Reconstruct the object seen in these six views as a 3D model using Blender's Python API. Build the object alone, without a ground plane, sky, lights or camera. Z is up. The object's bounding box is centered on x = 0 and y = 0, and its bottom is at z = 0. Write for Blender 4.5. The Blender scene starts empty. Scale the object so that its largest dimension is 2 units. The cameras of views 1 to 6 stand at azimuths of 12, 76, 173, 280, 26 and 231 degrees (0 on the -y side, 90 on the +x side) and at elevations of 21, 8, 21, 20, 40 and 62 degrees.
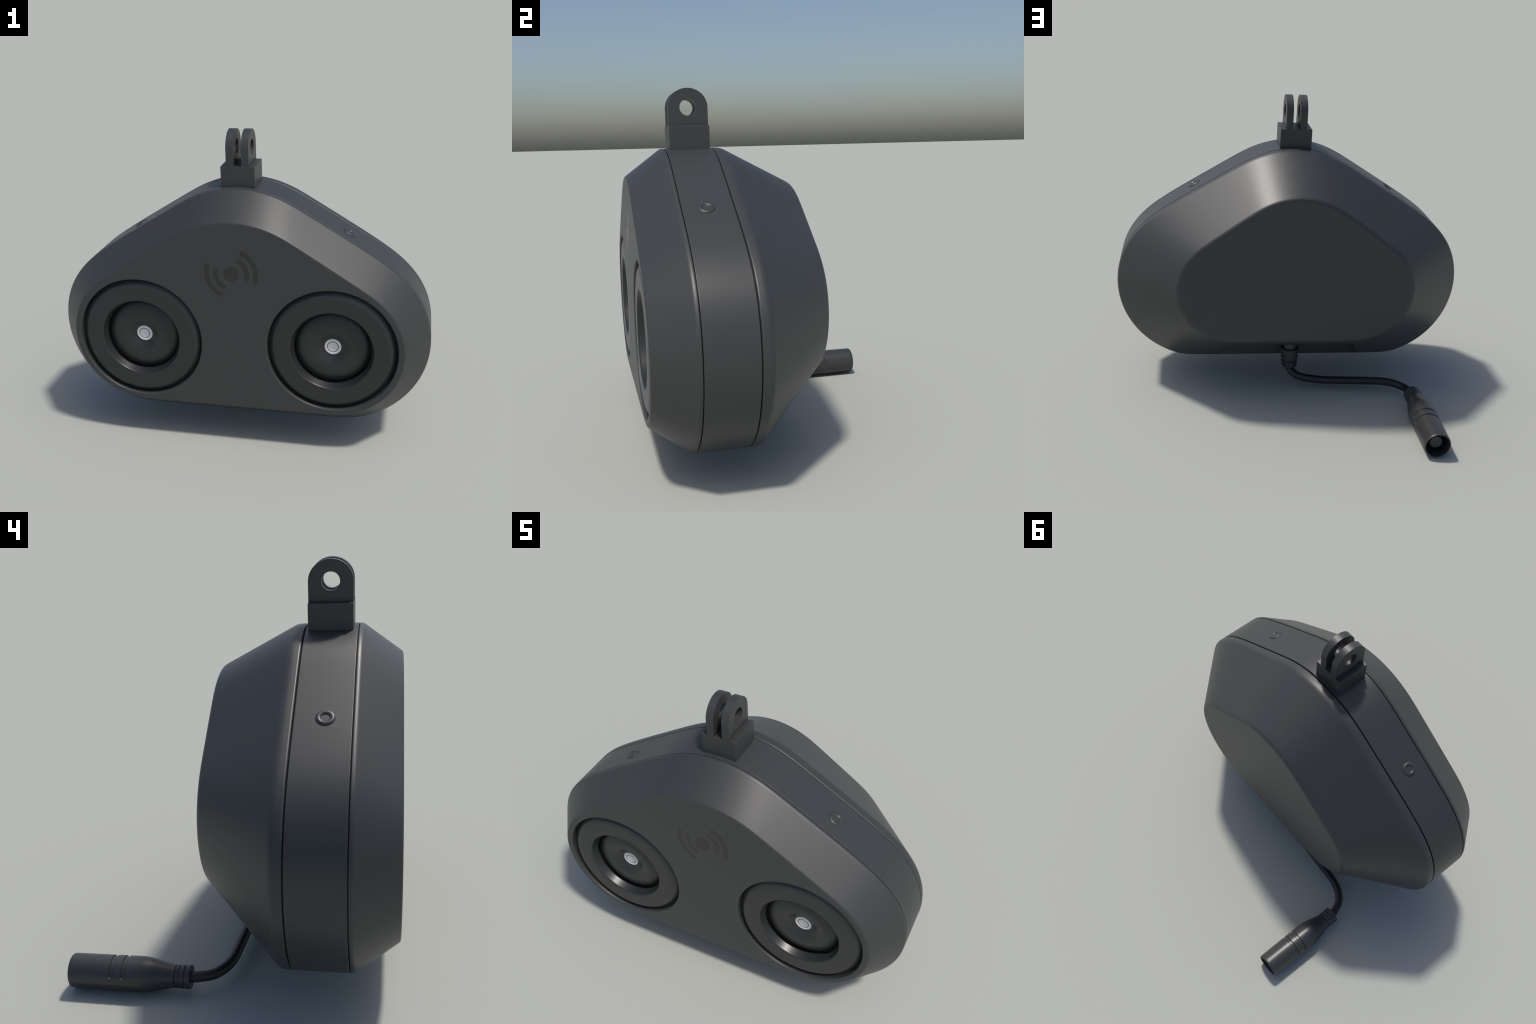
import bpy, bmesh, math
from mathutils import Vector

# ------------------------------------------------------------------ materials
def plastic(name, col, rough, spec=0.5, grain=0.0, scale=90.0, metallic=0.0):
    m = bpy.data.materials.new(name)
    m.use_nodes = True
    nt = m.node_tree
    b = nt.nodes["Principled BSDF"]
    tc = nt.nodes.new("ShaderNodeTexCoord")
    n = nt.nodes.new("ShaderNodeTexNoise")
    n.inputs["Scale"].default_value = scale
    n.inputs["Detail"].default_value = 4
    nt.links.new(tc.outputs["Object"], n.inputs["Vector"])
    ramp = nt.nodes.new("ShaderNodeValToRGB")
    ramp.color_ramp.elements[0].position = 0.3
    ramp.color_ramp.elements[1].position = 0.7
    ramp.color_ramp.elements[0].color = [c * (1 - grain) for c in col] + [1]
    ramp.color_ramp.elements[1].color = [c * (1 + grain) for c in col] + [1]
    nt.links.new(n.outputs["Fac"], ramp.inputs["Fac"])
    nt.links.new(ramp.outputs["Color"], b.inputs["Base Color"])
    b.inputs["Roughness"].default_value = rough
    b.inputs["Specular IOR Level"].default_value = spec
    b.inputs["Metallic"].default_value = metallic
    return m

M_BODY = plastic("moulded_grey_plastic", (0.0375, 0.0395, 0.0405), 0.43, 0.5, 0.015)
M_SPK = plastic("speaker_dark_plastic", (0.0195, 0.0208, 0.0218), 0.36, 0.5, 0.015)
M_LOGO = plastic("printed_dark_ink", (0.022, 0.022, 0.022), 0.26, 0.5, 0.01)
M_MOUNT = plastic("mount_plastic", (0.0365, 0.0375, 0.038), 0.45, 0.5, 0.015)
M_CABLE = plastic("cable_rubber", (0.013, 0.013, 0.014), 0.45, 0.5, 0.02)
M_PLUG = plastic("plug_plastic", (0.036, 0.037, 0.038), 0.36, 0.5, 0.02)
M_LED = plastic("led_white_plastic", (0.74, 0.74, 0.75), 0.25, 0.5, 0.01)
M_LENS = plastic("led_lens", (0.66, 0.68, 0.71), 0.2, 0.6, 0.01)
M_COPPER = plastic("copper_ring", (0.36, 0.22, 0.12), 0.35, 0.5, 0.02)

# ------------------------------------------------------------------ helpers
def to_object(name, bm, mat, parent=None, smooth=True, weighted=True, angle=40):
    bmesh.ops.recalc_face_normals(bm, faces=bm.faces)
    me = bpy.data.meshes.new(name)
    bm.to_mesh(me)
    bm.free()
    me.materials.append(mat)
    if smooth:
        me.polygons.foreach_set("use_smooth", [True] * len(me.polygons))
        me.set_sharp_from_angle(angle=math.radians(angle))
    ob = bpy.data.objects.new(name, me)
    bpy.context.scene.collection.objects.link(ob)
    if weighted:
        w = ob.modifiers.new("weighted", 'WEIGHTED_NORMAL')
        w.keep_sharp = True
        w.weight = 100
    if parent:
        ob.parent = parent
    return ob

def hull_outline(corner_x, corner_z, corner_r, top_z, top_r, offset=0.0,
                 n_corner=44, n_top=36, n_line=16, floor=None, shoulder=None):
    """Rounded obtuse triangle: convex hull of two lower circles and a top one,
    as (x, z) points, anticlockwise seen from the front, same count for every call."""
    R, T = corner_r + offset, top_r + offset
    th = math.asin((T - R) / math.hypot(corner_x, top_z - corner_z)) \
        + math.atan2(top_z - corner_z, corner_x)
    a_line = math.pi / 2 - th
    pts = []
    half_bottom = [(corner_x * k / n_line, corner_z - R) for k in range(n_line)]
    pts += half_bottom
    for k in range(n_corner + 1):
        a = -math.pi / 2 + (a_line + math.pi / 2) * k / n_corner
        pts.append((corner_x + R * math.cos(a), corner_z + R * math.sin(a)))
    p, q = pts[-1], (T * math.cos(a_line), top_z + T * math.sin(a_line))
    for k in range(1, n_line):
        f = k / n_line
        pts.append((p[0] + (q[0] - p[0]) * f, p[1] + (q[1] - p[1]) * f))
    for k in range(n_top // 2 + 1):
        a = a_line + th * k / (n_top // 2)
        pts.append((T * math.cos(a), top_z + T * math.sin(a)))
    right = pts                       # from bottom centre to top centre
    left = [(-x, z) for x, z in reversed(right[1:-1])]
    loop = ease(right + left)
    if shoulder:                      # round ends fall off a little at the shoulder
        loop = [dent(p, corner_x, corner_z, R, shoulder) for p in loop]
    if floor is not None:             # the long bottom edge is slightly flattened
        f, w = floor - offset, 0.006
        loop = [(x, f + w * math.log1p(math.exp(min(60.0, (z - f) / w)))) if z < f + 0.1 else (x, z)
                for x, z in loop]
    return loop

def dent(p, cx, cz, r, depth):
    x, z = p
    sx = 1 if x >= 0 else -1
    a = math.radians(49)
    hx, hz = sx * (cx + r * math.cos(a)), cz + r * math.sin(a)
    k = depth * math.exp(-((x - hx) ** 2 + (z - hz) ** 2) / 0.17 ** 2)
    dx, dz = sx * math.cos(a), math.sin(a)
    return (x - dx * k, z - dz * k)

def ease(loop, sigma=0.052):
    """Blend arcs into straights: Gaussian average of a closed loop along its length."""
    n = len(loop)
    s = [0.0]
    for i in range(n):
        a, b = loop[i], loop[(i + 1) % n]
        s.append(s[-1] + math.hypot(b[0] - a[0], b[1] - a[1]))
    total = s[-1]
    m = 400
    dense, j = [], 0
    for k in range(m):
        d = total * k / m
        while s[j + 1] < d:
            j += 1
        f = (d - s[j]) / (s[j + 1] - s[j])
        a, b = loop[j], loop[(j + 1) % n]
        dense.append((a[0] + (b[0] - a[0]) * f, a[1] + (b[1] - a[1]) * f))
    out = []
    for i in range(n):
        k0 = int(s[i] / total * m)
        w = x = z = 0.0
        for k in range(k0 - 40, k0 + 42):
            g = math.exp(-0.5 * ((k * total / m - s[i]) / sigma) ** 2)
            p = dense[k % m]
            w, x, z = w + g, x + g * p[0], z + g * p[1]
        out.append((x / w, z / w))
    return out

def fillet(points, radii, seg=6):
    """Round the inner corners of a 3D polyline; radii give the setback length."""
    out = [points[0]]
    for i in range(1, len(points) - 1):
        r = radii[i]
        P = points[i]
        if r <= 0:
            out.append(P)
            continue
        a = P + (points[i - 1] - P).normalized() * r
        b = P + (points[i + 1] - P).normalized() * r
        for k in range(seg + 1):
            t = k / seg
            out.append(a * (1 - t) ** 2 + P * 2 * t * (1 - t) + b * t * t)
    out.append(points[-1])
    return out

def loft(bm, levels):
    """levels: list of (outline, y, setback, ) -> ring lists of BMVerts, filleted."""
    n = len(levels[0][0])
    cols = []
    for i in range(n):
        pts = [Vector((l[0][i][0], l[1], l[0][i][1])) for l in levels]
        cols.append(fillet(pts, [l[2] for l in levels]))
    rings = [[bm.verts.new(cols[i][j]) for i in range(n)] for j in range(len(cols[0]))]
    for a, b in zip(rings, rings[1:]):
        for i in range(n):
            k = (i + 1) % n
            bm.faces.new((a[i], a[k], b[k], b[i]))
    return rings

def lathe(bm, profile, centre, axis, steps=96, radius_fn=None, close_start=False, close_end=False):
    """profile: (r, t) pairs; t runs along axis from centre."""
    axis = Vector(axis).normalized()
    u = axis.orthogonal().normalized()
    if abs(axis.y) > 0.9:
        u = Vector((1, 0, 0))
    if abs(axis.z) > 0.9:
        u = Vector((1, 0, 0))
    v = axis.cross(u)
    c = Vector(centre)
    rings = []
    for r, t in profile:
        if r < 1e-6:
            rings.append([bm.verts.new(c + axis * t)])
            continue
        ring = []
        for k in range(steps):
            a = 2 * math.pi * k / steps
            rr = r if radius_fn is None else radius_fn(r, t, a)
            ring.append(bm.verts.new(c + axis * t + (u * math.cos(a) + v * math.sin(a)) * rr))
        rings.append(ring)
    for A, B in zip(rings, rings[1:]):
        if len(A) == 1 and len(B) == 1:
            continue
        for k in range(steps):
            j = (k + 1) % steps
            if len(A) == 1:
                bm.faces.new((A[0], B[j], B[k]))
            elif len(B) == 1:
                bm.faces.new((A[k], A[j], B[0]))
            else:
                bm.faces.new((A[k], A[j], B[j], B[k]))
    if close_start and len(rings[0]) > 1:
        bm.faces.new(rings[0])
    if close_end and len(rings[-1]) > 1:
        bm.faces.new(rings[-1])
    return rings

def smooth_profile(corners, seg=5):
    """corners: (r, t, setback) -> filleted 2D profile"""
    pts = fillet([Vector((a, b, 0)) for a, b, _ in corners], [c for _, _, c in corners], seg)
    return [(p.x, p.y) for p in pts]

def catmull(points, per=14):
    P = [Vector(p) for p in points]
    P = [2 * P[0] - P[1]] + P + [2 * P[-1] - P[-2]]
    out = []
    for i in range(1, len(P) - 2):
        a, b, c, d = P[i - 1:i + 3]
        for k in range(per):
            t = k / per
            out.append(0.5 * (2 * b + (c - a) * t + (2 * a - 5 * b + 4 * c - d) * t * t
                              + (3 * b - a - 3 * c + d) * t ** 3))
    out.append(P[-2])
    return out

# ------------------------------------------------------------------ dimensions
SPK_X, SPK_Z = 0.507, 0.606           # speaker centres (mirrored in x)
OUTER = (0.5075, 0.6080, 0.4935, 0.8405, 0.5575)
FRONT = (SPK_X, 0.6095, 0.3685, 0.735, 0.536)
BACK = (0.346, 0.687, 0.305, 0.819, 0.400)
Y_FRONT, Y_BACK = -0.679, 0.110
SEAM_F, SEAM_B, GAP = -0.494, -0.272, 0.0019
HOLE_R = 0.333
SHOULDER = 0.0065
def outer(y, offset=0.0):
    """Outer body outline at depth y; its flat underside rises slightly to the rear."""
    return hull_outline(*OUTER, offset=offset, floor=0.1225 + 0.035 * (y + 0.383), shoulder=SHOULDER)

root = bpy.data.objects.new("twin_speaker_unit", None)
bpy.context.scene.collection.objects.link(root)
root["label"] = "dark grey twin speaker alarm with mount lugs and cable plug"
root["category"] = "speaker"

# ------------------------------------------------------------------ front shell
bm = bmesh.new()
rings = loft(bm, [
    (hull_outline(*FRONT, offset=-0.010), Y_FRONT, 0),
    (hull_outline(*FRONT), Y_FRONT, 0.008),
    (outer(-0.5075), -0.5075, 0.0085),
    (outer(SEAM_F - GAP), SEAM_F - GAP, 0.002),
    (outer(SEAM_F - GAP, -0.03), SEAM_F - GAP, 0),
])
bm.faces.new(rings[-1])
hole_edges = []
for sx in (-1, 1):
    prof = smooth_profile([(HOLE_R + 0.009, 0, 0), (HOLE_R, 0, 0.0085), (HOLE_R - 0.003, 0.075, 0), (0.30, 0.075, 0)])
    rr = lathe(bm, prof, (sx * SPK_X, Y_FRONT, SPK_Z), (0, 1, 0), steps=128, close_end=True)
    hole_edges.append(rr[0])
edge_set = []
for ring in [rings[0]] + hole_edges:
    for i in range(len(ring)):
        edge_set.append(bm.edges.get((ring[i], ring[(i + 1) % len(ring)])))
bmesh.ops.triangle_fill(bm, use_beauty=True, use_dissolve=False, edges=edge_set, normal=(0, -1, 0))
front_shell = to_object("front_shell", bm, M_BODY, root)

# printed symbol: a dot between two pairs of arcs, raised a hair above the face
LOGO_Z = 1.002
def arc_plate(name, r0, r1, a0, a1, n):
    bm = bmesh.new()
    ys = (Y_FRONT - 0.0007, Y_FRONT + 0.004)
    grid = []
    for k in range(n + 1):
        a = math.radians(a0 + (a1 - a0) * k / n)
        grid.append([bm.verts.new((r * math.cos(a), y, LOGO_Z + r * math.sin(a)))
                     for r in (r0, r1) for y in ys])
    for A, B in zip(grid, grid[1:]):
        for i, j in ((0, 2), (2, 3), (3, 1), (1, 0)):
            bm.faces.new((A[i], A[j], B[j], B[i]))
    for g in (grid[0], grid[-1]):
        bm.faces.new((g[0], g[2], g[3], g[1]))
    return to_object(name, bm, M_LOGO, front_shell, smooth=False, weighted=False)

bm = bmesh.new()
lathe(bm, [(0.0391, 0.004), (0.0391, -0.0007)], (0, Y_FRONT, LOGO_Z), (0, 1, 0), steps=64,
      close_start=True, close_end=True)
to_object("symbol_dot", bm, M_LOGO, front_shell, smooth=False, weighted=False)
for mid in (22.5, 202.5):
    arc_plate("symbol_arc", 0.0695, 0.0920, mid - 44.7, mid + 44.7, 40)
    arc_plate("symbol_arc", 0.1150, 0.1380, mid - 44.7, mid + 44.7, 48)

# ------------------------------------------------------------------ middle band
bm = bmesh.new()
rings = loft(bm, [
    (outer(SEAM_F + GAP, -0.03), SEAM_F + GAP, 0),
    (outer(SEAM_F + GAP), SEAM_F + GAP, 0.0035),
    (outer(SEAM_B - GAP), SEAM_B - GAP, 0.003),
    (outer(SEAM_B - GAP, -0.03), SEAM_B - GAP, 0),
])
bm.faces.new(rings[0])
bm.faces.new(rings[-1])
band = to_object("middle_band", bm, M_BODY, root)

# core that closes the two seams from inside
bm = bmesh.new()
rings = loft(bm, [(outer(SEAM_F - 0.012, -0.014), SEAM_F - 0.012, 0),
                  (outer(SEAM_B + 0.012, -0.014), SEAM_B + 0.012, 0)])
bm.faces.new(rings[0])
bm.faces.new(rings[-1])
to_object("dark_seam_core", bm, M_CABLE, band, smooth=False, weighted=False)

# ring buttons on the two sloping flanks of the band
th = math.asin((OUTER[4] - OUTER[2]) / math.hypot(OUTER[0], OUTER[3] - OUTER[1])) \
    + math.atan2(OUTER[3] - OUTER[1], OUTER[0])
for sx in (-1, 1):
    nrm = Vector((sx * math.sin(th), 0, math.cos(th)))
    foot = Vector((sx * 0.5625, -0.391, 1.150))
    d = (foot - Vector((sx * OUTER[0], -0.391, OUTER[1]))).dot(nrm)
    foot -= nrm * (d - OUTER[2])
    bm = bmesh.new()
    prof = [(0.0, 0.0006), (0.007, 0.0006), (0.0125, 0.0006), (0.0156, 0.0006)]
    for k in range(25):               # low smooth ring, flush outside and inside
        q = -1 + 2 * k / 24
        prof.append((0.0268 + 0.0108 * q, 0.0006 + 0.0056 * (1 - q * q) ** 0.75))
    prof.append((0.0378, -0.004))
    lathe(bm, prof, foot, nrm, steps=64)
    to_object("ring_button", bm, M_BODY, band, weighted=False, angle=60)

# ------------------------------------------------------------------ rear shell
bm = bmesh.new()
rings = loft(bm, [
    (outer(SEAM_B + GAP, -0.03), SEAM_B + GAP, 0),
    (outer(SEAM_B + GAP), SEAM_B + GAP, 0.010),
    (outer(-0.228), -0.228, 0.018),
    (hull_outline(*BACK), Y_BACK, 0.020),
    (hull_outline(*BACK, offset=-0.06), Y_BACK, 0),
])
bm.faces.new(rings[0])
bm.faces.new(rings[-1])
rear_shell = to_object("rear_shell", bm, M_BODY, root)

# cable pocket cut into the lower rear slope (trapezoid, wider towards the bottom)
bm = bmesh.new()
def pocket_ring(y, grow):
    top, bot = 0.352, 0.446
    pts = [Vector((-bot - grow, y, 0.07)), Vector((-top, y, 0.336)),
           Vector((top, y, 0.336)), Vector((bot + grow, y, 0.07))]
    path = fillet(pts, [0, 0.022, 0.022, 0], 5)
    return [bm.verts.new(p) for p in path]
A, B = pocket_ring(-0.195, 0), pocket_ring(0.25, 0)
for i in range(len(A)):
    j = (i + 1) % len(A)
    bm.faces.new((A[i], A[j], B[j], B[i]))
bm.faces.new(A)
bm.faces.new(B)
cutter = to_object("pocket_cutter", bm, M_BODY, None, smooth=False, weighted=False)
bo = rear_shell.modifiers.new("pocket", 'BOOLEAN')
bo.operation = 'DIFFERENCE'
bo.solver = 'EXACT'
bo.object = cutter
while rear_shell.modifiers[0].name != "pocket":
    rear_shell.modifiers.move(len(rear_shell.modifiers) - 1, 0)
dg = bpy.context.evaluated_depsgraph_get()
me = bpy.data.meshes.new_from_object(rear_shell.evaluated_get(dg))
rear_shell.modifiers.clear()
rear_shell.data = me
me.polygons.foreach_set("use_smooth", [True] * len(me.polygons))
me.set_sharp_from_angle(angle=math.radians(24))
w = rear_shell.modifiers.new("weighted", 'WEIGHTED_NORMAL')
w.keep_sharp = True
w.weight = 100
bpy.data.objects.remove(cutter)

# ------------------------------------------------------------------ speakers
ring_prof = smooth_profile([
    (0.3332, 0.060, 0), (0.3322, 0.031, 0.003), (0.297, 0.003, 0.014), (0.213, 0.003, 0.007),
    (0.196, 0.043, 0.003), (0.214, 0.052, 0.002), (0.216, 0.110, 0)])
cone_prof = [(0.215, 0.130)]
cone_prof += [(p.x, p.y) for p in catmull([(0.214, 0.100, 0), (0.207, 0.078, 0), (0.196, 0.062, 0),
              (0.180, 0.050, 0), (0.160, 0.042, 0), (0.135, 0.037, 0), (0.112, 0.0365, 0),
              (0.090, 0.041, 0), (0.070, 0.051, 0), (0.053, 0.0605, 0), (0.040, 0.064, 0)], 5)]
cone_prof += [(0.034, 0.075), (0.0, 0.080)]
led_prof = [(0.0440, 0.080), (0.0440, 0.068)]
for k in range(13):                    # domed white collar
    a = math.pi * k / 12
    led_prof.append((0.0369 + 0.0071 * math.cos(a), 0.0645 - 0.0055 * math.sin(a)))
for sx in (-1, 1):
    c = (sx * SPK_X, Y_FRONT, SPK_Z)
    bm = bmesh.new()
    lathe(bm, ring_prof, c, (0, 1, 0), steps=128)
    spk = to_object("speaker_ring", bm, M_SPK, root, angle=35)
    bm = bmesh.new()
    lathe(bm, cone_prof, c, (0, 1, 0), steps=96)
    cone = to_object("speaker_cone", bm, M_SPK, spk, angle=60)
    bm = bmesh.new()
    lathe(bm, led_prof, c, (0, 1, 0), steps=64)
    to_object("indicator_lamp", bm, M_LED, spk, weighted=False, angle=60)
    bm = bmesh.new()
    lathe(bm, [(0.0299, 0.0640), (0.0292, 0.0612), (0.0280, 0.0606), (0.0262, 0.0606), (0.0255, 0.0618)], c, (0, 1, 0), steps=64)
    to_object("copper_ring", bm, M_COPPER, spk, weighted=False, angle=60)
    bm = bmesh.new()
    lathe(bm, [(0.0255, 0.0618), (0.013, 0.0640), (0.0, 0.0665)], c, (0, 1, 0), steps=64)
    to_object("lamp_lens", bm, M_LENS, spk, weighted=False, angle=60)

# ------------------------------------------------------------------ mount
MX, MY0, MY1, MZ = 0.088, -0.472, -0.284, 1.499
def box(bm, x0, x1, y0, y1, z0, z1):
    v = [bm.verts.new((x, y, z)) for x in (x0, x1) for y in (y0, y1) for z in (z0, z1)]
    for f in ((0, 1, 3, 2), (4, 6, 7, 5), (0, 4, 5, 1), (2, 3, 7, 6), (0, 2, 6, 4), (1, 5, 7, 3)):
        bm.faces.new([v[i] for i in f])
bm = bmesh.new()
box(bm, -MX, MX, MY0, MY1, 1.34, MZ)
mount = to_object("mount_block", bm, M_MOUNT, root, smooth=False, weighted=False)
bv = mount.modifiers.new("edges", 'BEVEL')
bv.width = 0.0016
bv.segments = 2
LUG_Z, LUG_R, LUG_Y = 1.584, 0.0936, (MY0 + MY1) / 2
bm = bmesh.new()
N = 48
def lug_sections(x):
    outer, inner = [], []
    for k in range(N + 1):
        a = math.pi * k / N
        outer.append((LUG_R * math.cos(a), LUG_Z + 0.0895 * math.sin(a)))
    outer += [(-LUG_R, LUG_Z - 0.09), (LUG_R, LUG_Z - 0.09)]
    inner = [(0.0385 * math.cos(2 * math.pi * k / 64), LUG_Z + 0.0385 * math.sin(2 * math.pi * k / 64)) for k in range(64)]
    return ([bm.verts.new((x, LUG_Y + p, q)) for p, q in outer],
            [bm.verts.new((x, LUG_Y + p, q)) for p, q in inner])
x0, x1 = 0.0205, 0.0585
oa, ia = lug_sections(x0)
ob_, ib = lug_sections(x1)
for A, B in ((oa, ob_), (ia, ib)):
    for i in range(len(A)):
        j = (i + 1) % len(A)
        bm.faces.new((A[i], A[j], B[j], B[i]))
for O, I in ((oa, ia), (ob_, ib)):
    es = [bm.edges.get((L[i], L[(i + 1) % len(L)])) for L in (O, I) for i in range(len(L))]
    bmesh.ops.triangle_fill(bm, use_beauty=True, use_dissolve=False, edges=es, normal=(1, 0, 0))
lug = to_object("mount_lug", bm, M_MOUNT, mount)
lug2 = lug.copy()
lug2.scale.x = -1
bpy.context.scene.collection.objects.link(lug2)

# ------------------------------------------------------------------ cable gland
GX, GY, GZ = 0.0, -0.081, 0.254
def gland_radius(r, t, a):
    z = 0.26 - t                     # heights below are for a collar top at 0.26
    s = abs(math.sin(a))             # 1 towards the rear and the front
    if abs(z - 0.1835) < 0.0035:
        return r - 0.006
    for zc in (0.214, 0.158):
        if abs(z - zc) < 0.003 and s < 0.80:
            return r - 0.006
    return r
bm = bmesh.new()
prof = [(0.040, -0.09), (0.040, 0.0), (0.050, 0.0), (0.0535, 0.003)]
marks = []
for zc, h in ((0.214, 0.003), (0.1835, 0.0035), (0.158, 0.003)):
    marks += [zc + h + 0.0008, zc + h - 0.0002, zc - h + 0.0002, zc - h - 0.0008]
for z in marks:
    prof.append((0.0535 - (0.256 - z) * 0.075, 0.26 - z))
prof += [(0.0455, 0.112), (0.043, 0.118), (0.036, 0.121), (0.0, 0.121)]
lathe(bm, prof, (GX, GY, GZ), (0, 0, -1), steps=96, radius_fn=gland_radius)
to_object("cable_gland", bm, M_PLUG, root, weighted=False, angle=30)

# ------------------------------------------------------------------ cable
PX, PZ = -0.690, 0.0735
path = catmull([(GX, GY, 0.155), (GX - 0.001, GY + 0.001, 0.121), (-0.053, -0.037, 0.085), (-0.191, -0.010, 0.072),
                (-0.404, 0.006, 0.072), (-0.561, 0.023, 0.072), (-0.650, 0.074, 0.070),
                (PX + 0.003, 0.150, PZ), (PX, 0.200, PZ)], 12)
bm = bmesh.new()
prev = None
nrm = Vector((0, 1, 0))
for i, p in enumerate(path):
    t = (path[min(i + 1, len(path) - 1)] - path[max(i - 1, 0)]).normalized()
    nrm = (nrm - t * nrm.dot(t)).normalized()
    bi = t.cross(nrm)
    ring = [bm.verts.new(p + (nrm * math.cos(2 * math.pi * k / 24) + bi * math.sin(2 * math.pi * k / 24)) * 0.0230)
            for k in range(24)]
    if prev:
        for k in range(24):
            bm.faces.new((prev[k], prev[(k + 1) % 24], ring[(k + 1) % 24], ring[k]))
    prev = ring
to_object("cable", bm, M_CABLE, root, weighted=False, angle=80)

# ------------------------------------------------------------------ plug
GROOVES = (0.4395, 0.4910)
HALF, DEEP = 0.0090, 0.0063
def plug_radius(r, y, a):
    up = math.sin(a)                  # lathe v axis below points down/up in z
    for g in GROOVES:
        d = (abs(y - g) - (HALF - 0.0022)) / 0.0036
        if d < 1 and PLUG_UP * up > 0.26:
            d = max(0.0, d)
            return r - DEEP * (1 - d * d * (3 - 2 * d))
    return r
# axis +y, u = +x, v = axis x u = -z  -> sin(a) = 1 is down
PLUG_UP = -1
prof = [(0.0, 0.164), (0.047, 0.164), (0.0495, 0.167), (0.0495, 0.183), (0.0475, 0.186), (0.0455, 0.188),
        (0.0475, 0.190), (0.0490, 0.193), (0.0490, 0.206), (0.0475, 0.209), (0.0455, 0.211), (0.0475, 0.213),
        (0.0480, 0.216), (0.0475, 0.226), (0.0440, 0.228), (0.0470, 0.230)]
for k in range(1, 13):
    t = k / 12
    s = t * t * (3 - 2 * t)
    prof.append((0.047 + (0.0735 - 0.047) * (0.55 * s + 0.45 * math.sin(t * math.pi / 2)), 0.230 + 0.145 * t))
for g in GROOVES:
    for dy in (-0.0120, -0.0108, -0.0100, -0.0092, -0.0084, -0.0070, 0.0070, 0.0084, 0.0092, 0.0100, 0.0108, 0.0120):
        prof.append((0.0735 - 0.0025 * (g + dy - 0.375) / 0.3, g + dy))
prof += [(0.0712, 0.665), (0.0704, 0.673), (0.0680, 0.6775), (0.0655, 0.679), (0.0630, 0.677), (0.0620, 0.672),
         (0.0620, 0.575), (0.0, 0.575)]
bm = bmesh.new()
lathe(bm, prof, (PX, 0, PZ), (0, 1, 0), steps=128, radius_fn=plug_radius)
plug = to_object("plug", bm, M_PLUG, root, angle=38)
bm = bmesh.new()
lathe(bm, smooth_profile([(0.034, 0.570, 0), (0.034, 0.642, 0.003), (0.0, 0.642, 0)]), (PX, 0, PZ), (0, 1, 0), steps=48)
to_object("plug_pin", bm, M_PLUG, plug, angle=40)
